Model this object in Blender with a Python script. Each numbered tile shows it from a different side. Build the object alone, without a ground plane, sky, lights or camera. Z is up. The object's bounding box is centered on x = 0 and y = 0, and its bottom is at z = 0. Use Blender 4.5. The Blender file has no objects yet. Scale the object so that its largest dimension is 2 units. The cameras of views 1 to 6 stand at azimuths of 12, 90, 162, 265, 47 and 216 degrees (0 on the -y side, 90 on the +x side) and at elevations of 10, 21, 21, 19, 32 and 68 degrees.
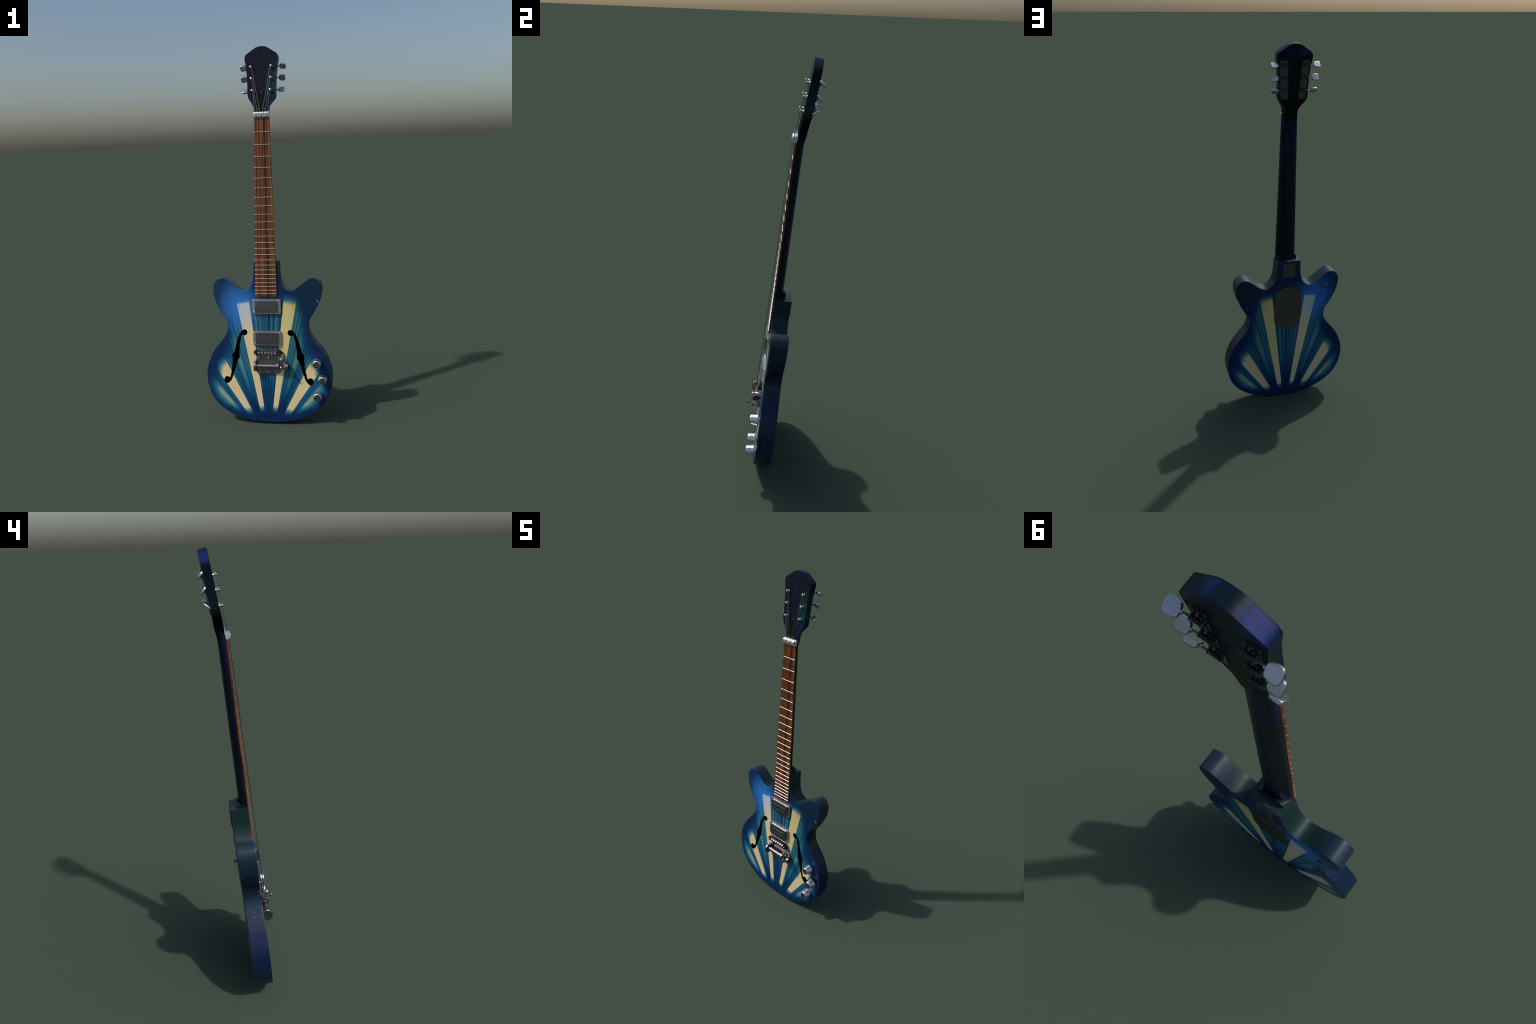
import bpy, bmesh, math, random
from mathutils import Matrix, Vector
from mathutils.geometry import delaunay_2d_cdt

random.seed(7)
scene = bpy.context.scene

# ---------------------------------------------------------------- frames
TILT = math.radians(5.0)
ORIGIN = Vector((0.0, -0.1060, 0.0069))
U = Vector((1, 0, 0))
V = Vector((0, math.sin(TILT), math.cos(TILT)))      # up the guitar
W = Vector((0, -math.cos(TILT), math.sin(TILT)))     # out of the top


def frame(x, y, z, o):
    return Matrix(((x.x, y.x, z.x, o.x), (x.y, y.y, z.y, o.y),
                   (x.z, y.z, z.z, o.z), (0, 0, 0, 1)))


GUITAR = frame(U, V, W, ORIGIN)
HEAD_V = 1.645
HEAD_TILT = math.radians(4.6)
HEAD = Matrix.Translation((0, HEAD_V, -.0003)) @ Matrix.Rotation(-HEAD_TILT, 4, 'X')
ID = Matrix.Identity(4)

# ---------------------------------------------------------------- node helper
class Nodes:
    def __init__(self, name):
        self.mat = bpy.data.materials.new(name)
        self.mat.use_nodes = True
        self.t = self.mat.node_tree
        self.bsdf = self.t.nodes['Principled BSDF']
        self.tc = self.t.nodes.new('ShaderNodeTexCoord')

    def link(self, a, b):
        self.t.links.new(a, b)

    def put(self, sock, val):
        if isinstance(val, bpy.types.NodeSocket):
            self.link(val, sock)
        else:
            sock.default_value = val

    def xyz(self, vec=None):
        n = self.t.nodes.new('ShaderNodeSeparateXYZ')
        self.link(vec or self.tc.outputs['Object'], n.inputs[0])
        return n.outputs[0], n.outputs[1], n.outputs[2]

    def m(self, op, a, b=0.0, c=None, clamp=False):
        n = self.t.nodes.new('ShaderNodeMath')
        n.operation = op
        n.use_clamp = clamp
        self.put(n.inputs[0], a)
        self.put(n.inputs[1], b)
        if c is not None:
            self.put(n.inputs[2], c)
        return n.outputs[0]

    def step(self, x, lo, hi):
        """smooth 0..1 as x goes lo..hi (lo may exceed hi)"""
        n = self.t.nodes.new('ShaderNodeMapRange')
        n.interpolation_type = 'SMOOTHSTEP'
        flip = not isinstance(lo, bpy.types.NodeSocket) and not isinstance(hi, bpy.types.NodeSocket) and lo > hi
        self.put(n.inputs['Value'], x)
        self.put(n.inputs['From Min'], hi if flip else lo)
        self.put(n.inputs['From Max'], lo if flip else hi)
        n.inputs['To Min'].default_value = 1.0 if flip else 0.0
        n.inputs['To Max'].default_value = 0.0 if flip else 1.0
        return n.outputs[0]

    def ramp(self, fac, stops, interp='LINEAR'):
        n = self.t.nodes.new('ShaderNodeValToRGB')
        n.color_ramp.interpolation = interp
        els = n.color_ramp.elements
        while len(els) < len(stops):
            els.new(0.5)
        for e, (p, c) in zip(els, stops):
            e.position = p
            if not hasattr(c, '__len__'):
                c = (c, c, c)
            e.color = (c[0], c[1], c[2], 1)
        self.put(n.inputs[0], fac)
        return n.outputs[0]

    def curve(self, x, lo, hi, stops, interp='LINEAR'):
        """scalar table: x in lo..hi -> value"""
        f = self.m('DIVIDE', self.m('SUBTRACT', x, lo), hi - lo)
        return self.ramp(f, [((p - lo) / (hi - lo), v) for p, v in stops], interp)

    def mix(self, fac, a, b, blend='MIX'):
        n = self.t.nodes.new('ShaderNodeMix')
        n.data_type = 'RGBA'
        n.blend_type = blend
        self.put(n.inputs[0], fac)
        for s, v in ((n.inputs[6], a), (n.inputs[7], b)):
            if not isinstance(v, bpy.types.NodeSocket):
                v = (v[0], v[1], v[2], 1)
            self.put(s, v)
        return n.outputs[2]

    def coords(self, scale, vec=None):
        n = self.t.nodes.new('ShaderNodeMapping')
        self.link(vec or self.tc.outputs['Object'], n.inputs[0])
        n.inputs['Scale'].default_value = scale
        return n.outputs[0]

    def noise(self, scale, detail=3.0, rough=0.55, stretch=(1, 1, 1), color=False):
        n = self.t.nodes.new('ShaderNodeTexNoise')
        n.inputs['Scale'].default_value = scale
        n.inputs['Detail'].default_value = detail
        n.inputs['Roughness'].default_value = rough
        self.link(self.coords(stretch), n.inputs['Vector'])
        return n.outputs[1 if color else 0]

    def spots(self, scale, radius, stretch=(1, 1, 1), keep=0.5):
        """small round flecks on randomly chosen voronoi cells"""
        n = self.t.nodes.new('ShaderNodeTexVoronoi')
        n.inputs['Scale'].default_value = scale
        self.link(self.coords(stretch), n.inputs['Vector'])
        d = self.step(n.outputs['Distance'], radius, radius * 0.5)
        r = self.xyz(n.outputs['Color'])[0]
        return self.m('MULTIPLY', d, self.m('GREATER_THAN', r, 1 - keep))

    def bump(self, height, strength=0.1, dist=0.002):
        n = self.t.nodes.new('ShaderNodeBump')
        n.inputs['Strength'].default_value = strength
        n.inputs['Distance'].default_value = dist
        self.link(height, n.inputs['Height'])
        self.link(n.outputs[0], self.bsdf.inputs['Normal'])

    def done(self, color, rough=0.4, metal=0.0, spec=0.5, coat=0.0):
        b = self.bsdf
        if not isinstance(color, bpy.types.NodeSocket):
            color = (color[0], color[1], color[2], 1)
        self.put(b.inputs['Base Color'], color)
        self.put(b.inputs['Roughness'], rough)
        b.inputs['Metallic'].default_value = metal
        b.inputs['Specular IOR Level'].default_value = spec
        b.inputs['Coat Weight'].default_value = coat
        return self.mat


# ---------------------------------------------------------------- materials
def burst_material():
    """Painted sunburst: cream rays fanning from below the body, blue between."""
    k = Nodes('sunburst_lacquer')
    u, v, w = k.xyz()
    grain = k.noise(60, 4, 0.6, (1, 0.08, 0.2))
    blotch = k.noise(9, 4, 0.6)
    su = k.m('ADD', u, 0.003)
    au = k.m('ABSOLUTE', su)
    # first guess of the fan angle, then correct the vanishing point per ray
    q0 = k.m('DIVIDE', au, k.m('ADD', v, 0.135))
    apex = k.curve(q0, 0, 1, [(0, .12), (.10, .12), (.15, .15), (.20, .19), (.26, .17),
                              (.45, .12), (.70, .125), (1, .125)])
    qs = k.m('DIVIDE', su, k.m('ADD', v, apex))
    q = k.m('ABSOLUTE', qs)
    r = k.m('SQRT', k.m('ADD', k.m('MULTIPLY', su, su),
                        k.m('POWER', k.m('ADD', v, 0.13), 2.0)))

    # lightness across the fan.  centre (signed), then the mirrored flanks
    c = 0.116
    centre = k.curve(qs, -c, c, [
        (-c, .22), (-.098, .42), (-.080, .68), (-.0775, .08), (-.060, .42), (-.047, .60), (-.0435, .12),
        (-.030, .40), (-.020, .45), (-.0175, .22), (-.004, .40), (.006, .42), (.011, .08), (.027, .05),
        (.031, .66), (.050, .38), (.063, .10), (.066, .08), (.069, .70), (.090, .45), (c, .16)])
    flank = k.curve(q, .1, 1.3, [
        (.1, .3), (.1135, .2), (.1165, 1), (.1925, 1), (.1955, .22), (.206, .46), (.2215, .66), (.2245, .20),
        (.238, .50), (.254, .60), (.258, .14), (.275, .50), (.305, .74), (.345, .50), (.375, .12),
        (.393, .56), (.408, .12), (.430, .60), (.446, .14), (.475, .66), (.495, .18), (.503, 1),
        (.682, 1), (.692, .16), (.720, .52), (.740, .16), (.762, .44), (.782, .20), (.850, .80), (.910, .84), (1.02, .50),
        (1.2, .05)])
    is_c = k.m('LESS_THAN', q, 0.1155)
    tone = k.mix(is_c, flank, centre)

    # where the rays fade out near the rim (outer) and near the tail (inner)
    ro = k.curve(q, 0, 1.2, [(0, .812), (.2, .815), (.25, .74), (.31, .62), (.43, .562), (.49, .545), (.5, .530),
                             (.6, .520), (.7, .485), (.87, .455), (1.0, .43), (1.2, .38)])
    ri = k.curve(q, 0, 1.2, [(0, .20), (.2, .205), (.24, .26), (.32, .29), (.45, .25), (.5, .212),
                             (.7, .222), (.8, .255), (.9, .27), (1.2, .33)])
    soft = k.curve(q, 0, 1.2, [(0, .032), (.2, .034), (.3, .085), (.42, .055), (.5, .038), (.68, .042),
                               (.8, .06), (1.2, .06)])
    wob = k.m('MULTIPLY', k.m('SUBTRACT', blotch, 0.5), 0.02)
    rw = k.m('ADD', r, wob)
    f_out = k.m('SUBTRACT', 1.0, k.step(rw, k.m('SUBTRACT', ro, soft), k.m('ADD', ro, soft)))
    softi = k.m('MULTIPLY', soft, 0.8)
    f_in = k.step(rw, k.m('SUBTRACT', ri, softi), k.m('ADD', ri, softi))
    low = k.step(v, .12, .34)      # blue bands sink into navy towards the tail
    low = k.m('MULTIPLY_ADD', low, k.mix(is_c, (.45, .45, .45), (.72, .72, .72)), k.mix(is_c, (.55, .55, .55), (.28, .28, .28)))
    blue_band = k.m('LESS_THAN', tone, 0.86)
    tone = k.m('MULTIPLY', tone, k.mix(k.m('MULTIPLY', blue_band, k.m('LESS_THAN', q, .48)), (1, 1, 1), low))
    t = k.m('MULTIPLY', tone, k.m('MULTIPLY', f_out, f_in), clamp=True)
    t = k.m('MULTIPLY', t, k.m('MULTIPLY_ADD', grain, 0.06, 0.97))

    col = k.ramp(t, [(0.0, (.0018, .023, .092)), (.22, (.0030, .058, .165)), (.48, (.014, .160, .265)),
                     (.70, (.10, .26, .30)), (.86, (.38, .43, .32)), (1.0, (.80, .66, .38))])
    # the lacquer is greener and more olive on one side of the centre line
    green = k.m('MULTIPLY', k.step(u, .0, .12), k.step(v, .12, .45))
    col = k.mix(k.m('MULTIPLY', green, k.step(t, .10, .45)), col, (.86, .88, .70), 'MULTIPLY')
    # grain and age marks in the pale wood
    fleck = k.noise(38, 5, .7, (1, .35, .3))
    dark = k.step(fleck, .70, .80)
    warm = k.noise(14, 3, .5, (1, .4, 1))
    col = k.mix(k.m('MULTIPLY', k.m('SUBTRACT', 1.0, warm), .32), col, (.62, .50, .30), 'MULTIPLY')
    col = k.mix(k.m('MULTIPLY', dark, .35), col, (.35, .30, .20), 'MULTIPLY')

    # upper horns: camera glare baked in as pale blue on one, other darkened teal
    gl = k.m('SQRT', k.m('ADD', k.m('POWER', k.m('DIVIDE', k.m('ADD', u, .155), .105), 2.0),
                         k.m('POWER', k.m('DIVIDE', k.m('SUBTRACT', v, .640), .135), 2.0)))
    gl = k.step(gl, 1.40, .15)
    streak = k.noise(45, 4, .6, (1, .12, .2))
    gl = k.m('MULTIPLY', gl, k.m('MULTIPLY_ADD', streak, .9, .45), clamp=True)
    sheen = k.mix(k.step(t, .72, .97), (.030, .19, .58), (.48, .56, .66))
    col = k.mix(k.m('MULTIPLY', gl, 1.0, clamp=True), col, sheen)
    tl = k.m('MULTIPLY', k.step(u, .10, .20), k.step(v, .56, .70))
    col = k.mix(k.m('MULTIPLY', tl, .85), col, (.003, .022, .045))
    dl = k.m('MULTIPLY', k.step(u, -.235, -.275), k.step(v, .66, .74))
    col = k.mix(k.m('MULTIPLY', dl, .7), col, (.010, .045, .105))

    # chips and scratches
    chip = k.spots(40, .13, (1, 1, .0), .30)
    edge = k.m('MAXIMUM', k.step(r, k.m('SUBTRACT', ro, .04), k.m('ADD', ro, .03)), .25)
    chip = k.m('MULTIPLY', k.m('MULTIPLY', chip, edge), k.step(k.noise(13, 2, .5), .48, .56))
    # the bigger knock on one horn and a dark knot in the pale ray
    for (cx, cy, rx, ry, ca) in ((.2765, .6640, .0028, .0085, .5), (.2690, .6720, .0016, .0050, -.2), (.2300, .6120, .0030, .0018, 0)):
        dx, dy = k.m('SUBTRACT', u, cx), k.m('SUBTRACT', v, cy)
        a1 = k.m('ADD', k.m('MULTIPLY', dx, math.cos(ca)), k.m('MULTIPLY', dy, math.sin(ca)))
        a2 = k.m('SUBTRACT', k.m('MULTIPLY', dy, math.cos(ca)), k.m('MULTIPLY', dx, math.sin(ca)))
        d = k.m('ADD', k.m('POWER', k.m('DIVIDE', a1, rx), 2.0), k.m('POWER', k.m('DIVIDE', a2, ry), 2.0))
        chip = k.m('MAXIMUM', chip, k.step(d, 1.3, .5))
    kd = k.m('ADD', k.m('POWER', k.m('DIVIDE', k.m('ADD', u, .1515), .0040), 2.0), k.m('POWER', k.m('DIVIDE', k.m('SUBTRACT', v, .6320), .0050), 2.0))
    col = k.mix(k.m('MULTIPLY', k.step(kd, 1.4, .4), .6), col, (.10, .09, .07))
    col = k.mix(k.m('MULTIPLY', chip, .55), col, (.42, .47, .55))
    rough = k.m('MULTIPLY_ADD', blotch, .15, .32)
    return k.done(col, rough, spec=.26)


def side_material():
    k = Nodes('side_lacquer')
    u, v, w = k.xyz()
    au = k.m('ABSOLUTE', u)
    blotch = k.noise(8, 3, .6)
    col = k.curve(v, 0, 1.0, [(0, (.004, .012, .034)), (.12, (.002, .017, .048)), (.26, (.003, .015, .056)),
                              (.44, (.0035, .015, .053)), (.50, (.005, .022, .036)), (.58, (.003, .014, .030)),
                              (.68, (.006, .025, .045)), (.78, (.014, .032, .055)), (1, (.007, .028, .027))])
    inner = k.m('MULTIPLY', k.step(au, .215, .15), k.step(v, .69, .72))
    col = k.mix(inner, col, (.008, .030, .027))
    col = k.mix(k.m('MULTIPLY', blotch, .35), col, (.004, .014, .026))
    chip = k.spots(70, .22, (1, 1, 1), .60)
    chip = k.m('MULTIPLY', chip, k.step(k.noise(12, 2, .5), .50, .56))
    chip = k.m('MULTIPLY', chip, k.step(v, .72, .66))
    col = k.mix(k.m('MULTIPLY', chip, .5), col, (.20, .28, .42))
    return k.done(col, .36, spec=.34)


def neck_material(name, head=False):
    k = Nodes(name)
    u, v, w = k.xyz()
    n1 = k.noise(5.0, 4, .6, (1.4, .45, 1.4))
    blue = .55 if head else 1.0
    col = k.ramp(n1, [(.30, (.003, .006, .014)), (.42, (.004, .012, .024)), (.50, (.004, .005, .016)),
                      (.55, (.007 * blue, .008, .045 * blue)), (.63, (.012 * blue, .010, .060 * blue)), (.70, (.006, .024, .030)), (.8, (.02, .008, .05))])
    st = k.noise(70, 3, .6, (1, .06, .3))
    col = k.mix(k.m('MULTIPLY', st, .55), col, (.0015, .003, .004))
    if head:
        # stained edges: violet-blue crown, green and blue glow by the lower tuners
        a = k.m('MULTIPLY', k.step(v, .285, .335), k.step(k.noise(16, 4, .6), .32, .55))
        face = k.step(w, -.001, -.004)
        col = k.mix(k.m('MULTIPLY', face, k.step(n1, .25, .55)), col, (.0018, .011, .017))
        col = k.mix(k.m('MULTIPLY', face, k.step(v, .15, .08)), col, (.001, .002, .004))
        side = k.step(u, .070, .005)
        violet = k.mix(k.step(k.noise(34, 4, .65), .45, .62), (.006, .026, .130), (.018, .014, .135))
        col = k.mix(k.m('MULTIPLY', k.m('MULTIPLY', a, face), k.m('MULTIPLY', side, .9)), col, violet)
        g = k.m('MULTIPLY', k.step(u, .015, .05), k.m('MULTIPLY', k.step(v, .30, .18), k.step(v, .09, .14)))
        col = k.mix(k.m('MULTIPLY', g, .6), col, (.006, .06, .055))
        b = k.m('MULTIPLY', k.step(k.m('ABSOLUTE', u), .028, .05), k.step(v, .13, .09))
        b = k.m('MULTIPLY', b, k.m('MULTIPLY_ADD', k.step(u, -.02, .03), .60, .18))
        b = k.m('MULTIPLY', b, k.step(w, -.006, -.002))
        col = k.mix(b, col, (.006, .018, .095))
    return k.done(col, .36, spec=.13 if head else .22)


def board_material():
    k = Nodes('rosewood_fingerboard')
    u, v, w = k.xyz()
    wob = k.noise(6, 2, .5, (1, .35, 1))
    uu = k.m('ADD', u, k.m('MULTIPLY', k.m('SUBTRACT', wob, .5), .006))
    base = k.curve(uu, -.065, .065, [
        (-.065, (.30, .075, .014)), (-.045, (.20, .050, .010)), (-.036, (.10, .024, .006)), (-.028, (.23, .060, .011)),
        (-.018, (.13, .036, .008)), (-.009, (.25, .075, .014)), (.001, (.17, .045, .010)), (.008, (.045, .014, .005)),
        (.018, (.040, .012, .005)), (.024, (.15, .045, .010)), (.033, (.16, .055, .010)), (.040, (.24, .100, .016)),
        (.050, (.19, .080, .014)), (.065, (.26, .085, .014))])
    fine = k.noise(130, 4, .7, (1, .035, 1))
    col = k.mix(k.step(fine, .42, .70), base, (.28, .22, .16), 'MULTIPLY')
    fine2 = k.noise(60, 3, .6, (1, .05, 1))
    col = k.mix(k.m('MULTIPLY', k.step(fine2, .5, .75), .45), col, (.40, .14, .025))
    col = k.mix(1.0, col, (.95, .88, .76), 'MULTIPLY')
    return k.done(col, .50, spec=.20)


def metal(name, color, rough, metal=1.0, brush=0.0):
    k = Nodes(name)
    if brush:
        n = k.noise(55, 3, .6, (.06, 1, 1))
        r = k.m('MULTIPLY_ADD', n, brush, rough - brush / 2)
        n2 = k.noise(12, 3, .5)
        c = k.mix(n2, color, [x * .75 for x in color])
        return k.done(c, r, metal)
    return k.done(color, rough, metal)


def plain(name, color, rough, spec=.4):
    return Nodes(name).done(color, rough, 0.0, spec)


BURST = burst_material()
SIDE = side_material()
NECK = neck_material('neck_stain')
HEADM = neck_material('headstock_stain', True)
BOARD = board_material()
CHROME = metal('chrome', (.70, .70, .72), .22, brush=.10)
SATIN = metal('satin_nickel', (.64, .63, .66), .36, brush=.10)
PLATE = metal('brushed_steel', (.17, .17, .165), .34, brush=.10)
DARKM = metal('dark_nickel', (.32, .298, .312), .27, brush=.02)  # green cut from the tint to offset the ground's green reflection
KNOBM = metal("knob_chrome", (.82, .81, .84), .32)
NUTM = metal('nut_steel', (.72, .72, .74), .42, .8)
FRETM = metal('fret_nickel', (.72, .70, .68), .36)
STRINGM = metal('string_steel', (.36, .36, .35), .36)
GUNMETAL = metal('gunmetal', (.16, .165, .18), .36, brush=.1)
HEELM = plain('heel_lacquer', (.006, .009, .024), .34, .35)
WINDOW = metal('window_nickel', (.27, .27, .28), .30)
BLACK = plain('black_plastic', (.006, .006, .006), .35)
VOID = plain('f_hole_black', (.0004, .0004, .0004), 1.0, 0.0)
COVERM = plain('truss_cover_black', (.003, .003, .004), .5, .12)

# ---------------------------------------------------------------- object helpers
def obj_from(bm, name, mats, parent, basis=None, sharp=35, kind=None, weighted=True):
    me = bpy.data.meshes.new(name)
    bmesh.ops.recalc_face_normals(bm, faces=bm.faces)
    bm.to_mesh(me)
    bm.free()
    for m in (mats if isinstance(mats, (list, tuple)) else [mats]):
        me.materials.append(m)
    for p in me.polygons:
        p.use_smooth = True
    me.set_sharp_from_angle(angle=math.radians(sharp))
    ob = place(me, name, parent, basis, kind)
    if weighted:
        flat_normals(ob)
    return ob


def flat_normals(ob):
    """area-weighted normals, so big flat faces stay flat beside their rounded rims"""
    md = ob.modifiers.new('weighted', 'WEIGHTED_NORMAL')
    md.keep_sharp = True
    md.weight = 80
    bpy.context.view_layer.update()
    dg = bpy.context.evaluated_depsgraph_get()
    me = bpy.data.meshes.new_from_object(ob.evaluated_get(dg))
    me.name = ob.data.name
    ob.modifiers.clear()
    old = ob.data
    ob.data = me
    bpy.data.meshes.remove(old)


def place(me, name, parent, basis=None, kind=None):
    ob = bpy.data.objects.new(name, me)
    scene.collection.objects.link(ob)
    ob.parent = parent
    ob.matrix_basis = basis or ID
    if kind:
        ob['kind'] = kind
    return ob


def smooth_path(pts, per=8, closed=False):
    """Catmull-Rom through the control points."""
    n = len(pts)
    out = []
    segs = n if closed else n - 1
    for i in range(segs):
        def g(j):
            return Vector(pts[j % n]) if closed else Vector(pts[max(0, min(n - 1, j))])
        p0, p1, p2, p3 = g(i - 1), g(i), g(i + 1), g(i + 2)
        for s in range(per):
            t = s / per
            out.append(0.5 * ((2 * p1) + (p2 - p0) * t + (2 * p0 - 5 * p1 + 4 * p2 - p3) * t * t
                              + (3 * p1 - p0 - 3 * p2 + p3) * t ** 3))
    if not closed:
        out.append(Vector(pts[-1]))
    return out


def even(pts, step, relax=2):
    """resample an open path at even arc length and relax small wobbles"""
    L = [0.0]
    for a, b in zip(pts, pts[1:]):
        L.append(L[-1] + (b - a).length)
    n = max(2, round(L[-1] / step))
    out, j = [], 0
    for i in range(n + 1):
        d = L[-1] * i / n
        while j < len(L) - 2 and L[j + 1] < d:
            j += 1
        t = (d - L[j]) / max(1e-9, L[j + 1] - L[j])
        out.append(pts[j].lerp(pts[j + 1], t))
    for _ in range(relax):
        out = [out[0]] + [(a + 2 * b + c) / 4 for a, b, c in zip(out, out[1:], out[2:])] + [out[-1]]
    return out


def prism(bm, outline, w0, w1, bevel=0.0, seg=2, mat_side=0, mat_cap=0, mtx=None, back_bevel=True):
    """extrude a closed (u,v) outline from w0 to w1, rims rounded"""
    lo = [bm.verts.new((p[0], p[1], w0)) for p in outline]
    hi = [bm.verts.new((p[0], p[1], w1)) for p in outline]
    n = len(outline)
    sides = []
    for i in range(n):
        f = bm.faces.new((lo[i], lo[(i + 1) % n], hi[(i + 1) % n], hi[i]))
        f.material_index = mat_side
        sides.append(f)
    a = bm.faces.new(list(reversed(lo)))
    b = bm.faces.new(hi)
    a.material_index = b.material_index = mat_cap
    verts = lo + hi
    if bevel:
        es = list(b.edges) + (list(a.edges) if back_bevel else [])
        res = bmesh.ops.bevel(bm, geom=es, offset=bevel, segments=seg, profile=.5, affect='EDGES',
                              clamp_overlap=True)
        for f in res['faces']:
            f.material_index = mat_side
        verts = list({x for f in sides + [a, b] + res['faces'] if f.is_valid for x in f.verts})
    if mtx:
        bmesh.ops.transform(bm, matrix=mtx, verts=verts)
    return verts


def round_rect(x0, x1, y0, y1, r, n=5):
    pts = []
    for cx, cy, a0 in ((x1 - r, y1 - r, 0), (x0 + r, y1 - r, 90), (x0 + r, y0 + r, 180), (x1 - r, y0 + r, 270)):
        for i in range(n + 1):
            a = math.radians(a0 + 90 * i / n)
            pts.append((cx + r * math.cos(a), cy + r * math.sin(a)))
    return pts


def circle(r, n=24, cx=0, cy=0):
    return [(cx + r * math.cos(2 * math.pi * i / n), cy + r * math.sin(2 * math.pi * i / n)) for i in range(n)]


def lathe(bm, profile, n=24, mtx=None, flute=0.0, flutes=0, flute_range=None):
    """revolve (radius, height) profile about local z"""
    rings = []
    vs = []
    for r, h in profile:
        if r < 1e-6:
            ring = [bm.verts.new((0, 0, h))]
        else:
            ring = []
            for i in range(n):
                a = 2 * math.pi * i / n
                rr = r
                if flute and flute_range[0] <= h <= flute_range[1]:
                    rr = r * (1 + flute * math.cos(flutes * a))
                ring.append(bm.verts.new((rr * math.cos(a), rr * math.sin(a), h)))
        rings.append(ring)
        vs += ring
    for a, b in zip(rings, rings[1:]):
        for i in range(n):
            j = (i + 1) % n
            if len(a) == 1 and len(b) == 1:
                continue
            if len(a) == 1:
                bm.faces.new((a[0], b[i], b[j]))
            elif len(b) == 1:
                bm.faces.new((a[i], a[j], b[0]))
            else:
                bm.faces.new((a[i], a[j], b[j], b[i]))
    for ring, rev in ((rings[0], True), (rings[-1], False)):
        if len(ring) > 1:
            bm.faces.new(list(reversed(ring)) if rev else ring)
    if mtx:
        bmesh.ops.transform(bm, matrix=mtx, verts=vs)
    return vs


def tube(bm, path, r, n=8):
    path = [Vector(p) for p in path]
    rings = []
    up = Vector((0, 0, 1))
    for i, p in enumerate(path):
        d = (path[min(i + 1, len(path) - 1)] - path[max(i - 1, 0)]).normalized()
        ref = up if abs(d.dot(up)) < .95 else Vector((1, 0, 0))
        a = d.cross(ref).normalized()
        b = d.cross(a)
        rings.append([bm.verts.new(p + r * (math.cos(2 * math.pi * k / n) * a + math.sin(2 * math.pi * k / n) * b))
                      for k in range(n)])
    for a, b in zip(rings, rings[1:]):
        for k in range(n):
            bm.faces.new((a[k], a[(k + 1) % n], b[(k + 1) % n], b[k]))
    bm.faces.new(list(reversed(rings[0])))
    bm.faces.new(rings[-1])


def box(bm, x0, x1, y0, y1, z0, z1, bevel=0.0, mtx=None):
    return prism(bm, [(x0, y0), (x1, y0), (x1, y1), (x0, y1)], z0, z1, bevel, 2, mtx=mtx)


def T(x, y, z):
    return Matrix.Translation((x, y, z))


ALONG_U = Matrix.Rotation(math.radians(90), 4, 'Y')        # local z -> +u
ALONG_V = Matrix.Rotation(math.radians(-90), 4, 'X')       # local z -> +v
FACING_BACK = Matrix.Rotation(math.radians(180), 4, 'X')   # local z -> -w

# ---------------------------------------------------------------- the thing
guitar = bpy.data.objects.new('electric_guitar', None)
scene.collection.objects.link(guitar)
guitar['label'] = 'blue sunburst double cutaway semi-hollow electric guitar with f-holes'
guitar['category'] = 'electric guitar'


def part(bm, name, mats, **kw):
    return obj_from(bm, name, mats, guitar, GUITAR, **kw)


# screw mesh shared by everything (domed head with a cross slot)
def screw_mesh(name, r, h, mat):
    bm = bmesh.new()
    lathe(bm, [(r, 0), (r, h * .35), (r * .85, h * .75), (r * .5, h * .97), (r * .42, h * .97), (r * .36, h * .60), (0, h * .55)], 16)
    me = bpy.data.meshes.new(name)
    bmesh.ops.recalc_face_normals(bm, faces=bm.faces)
    bm.to_mesh(me)
    bm.free()
    me.materials.append(mat)
    for p in me.polygons:
        p.use_smooth = True
    me.set_sharp_from_angle(angle=math.radians(40))
    return me


SCREW = screw_mesh('screw', .0052, .0034, CHROME)
BACK_SCREW = screw_mesh('back_screw', .0045, .0034, GUNMETAL)
SMALL_SCREW = screw_mesh('small_screw', .0036, .0024, CHROME)
DARK_SCREW = screw_mesh('dark_screw', .0028, .0018, GUNMETAL)

# ---------------------------------------------------------------- body
half = [(0, .0006), (.030, .0013), (.062, .0035), (.085, .0060), (.105, .0092), (.126, .0136), (.145, .0182),
        (.168, .0260), (.190, .0345), (.2125, .0455), (.240, .0622), (.2690, .0840), (.2932, .1090), (.3131, .1385),
        (.3272, .1680), (.3370, .2045), (.3410, .2320), (.3420, .2550), (.3405, .2780), (.3374, .2985),
        (.3285, .3290), (.3162, .3585), (.3022, .3862), (.2840, .4120), (.2650, .4350), (.2458, .4575), (.2302, .4790),
        (.2206, .5000), (.2168, .5220), (.2174, .5400), (.2222, .5600), (.2310, .5715), (.2450, .5960), (.2598, .6220),
        (.2690, .6400), (.2772, .6570), (.2866, .6850), (.2916, .7060), (.2936, .7265), (.2926, .7460),
        (.2878, .7640), (.2800, .7755), (.2690, .7845), (.2560, .7902), (.2440, .7915), (.2340, .7890), (.2228, .7833),
        (.2075, .7725), (.1895, .7580), (.1720, .7432), (.1555, .7322), (.1410, .7245), (.1270, .7217), (.1140, .7245),
        (.1015, .7305), (.0880, .7432), (.0762, .7650), (.0690, .7940), (.0662, .8250), (.0650, .8550)]
half.remove((.2310, .5715))
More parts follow.
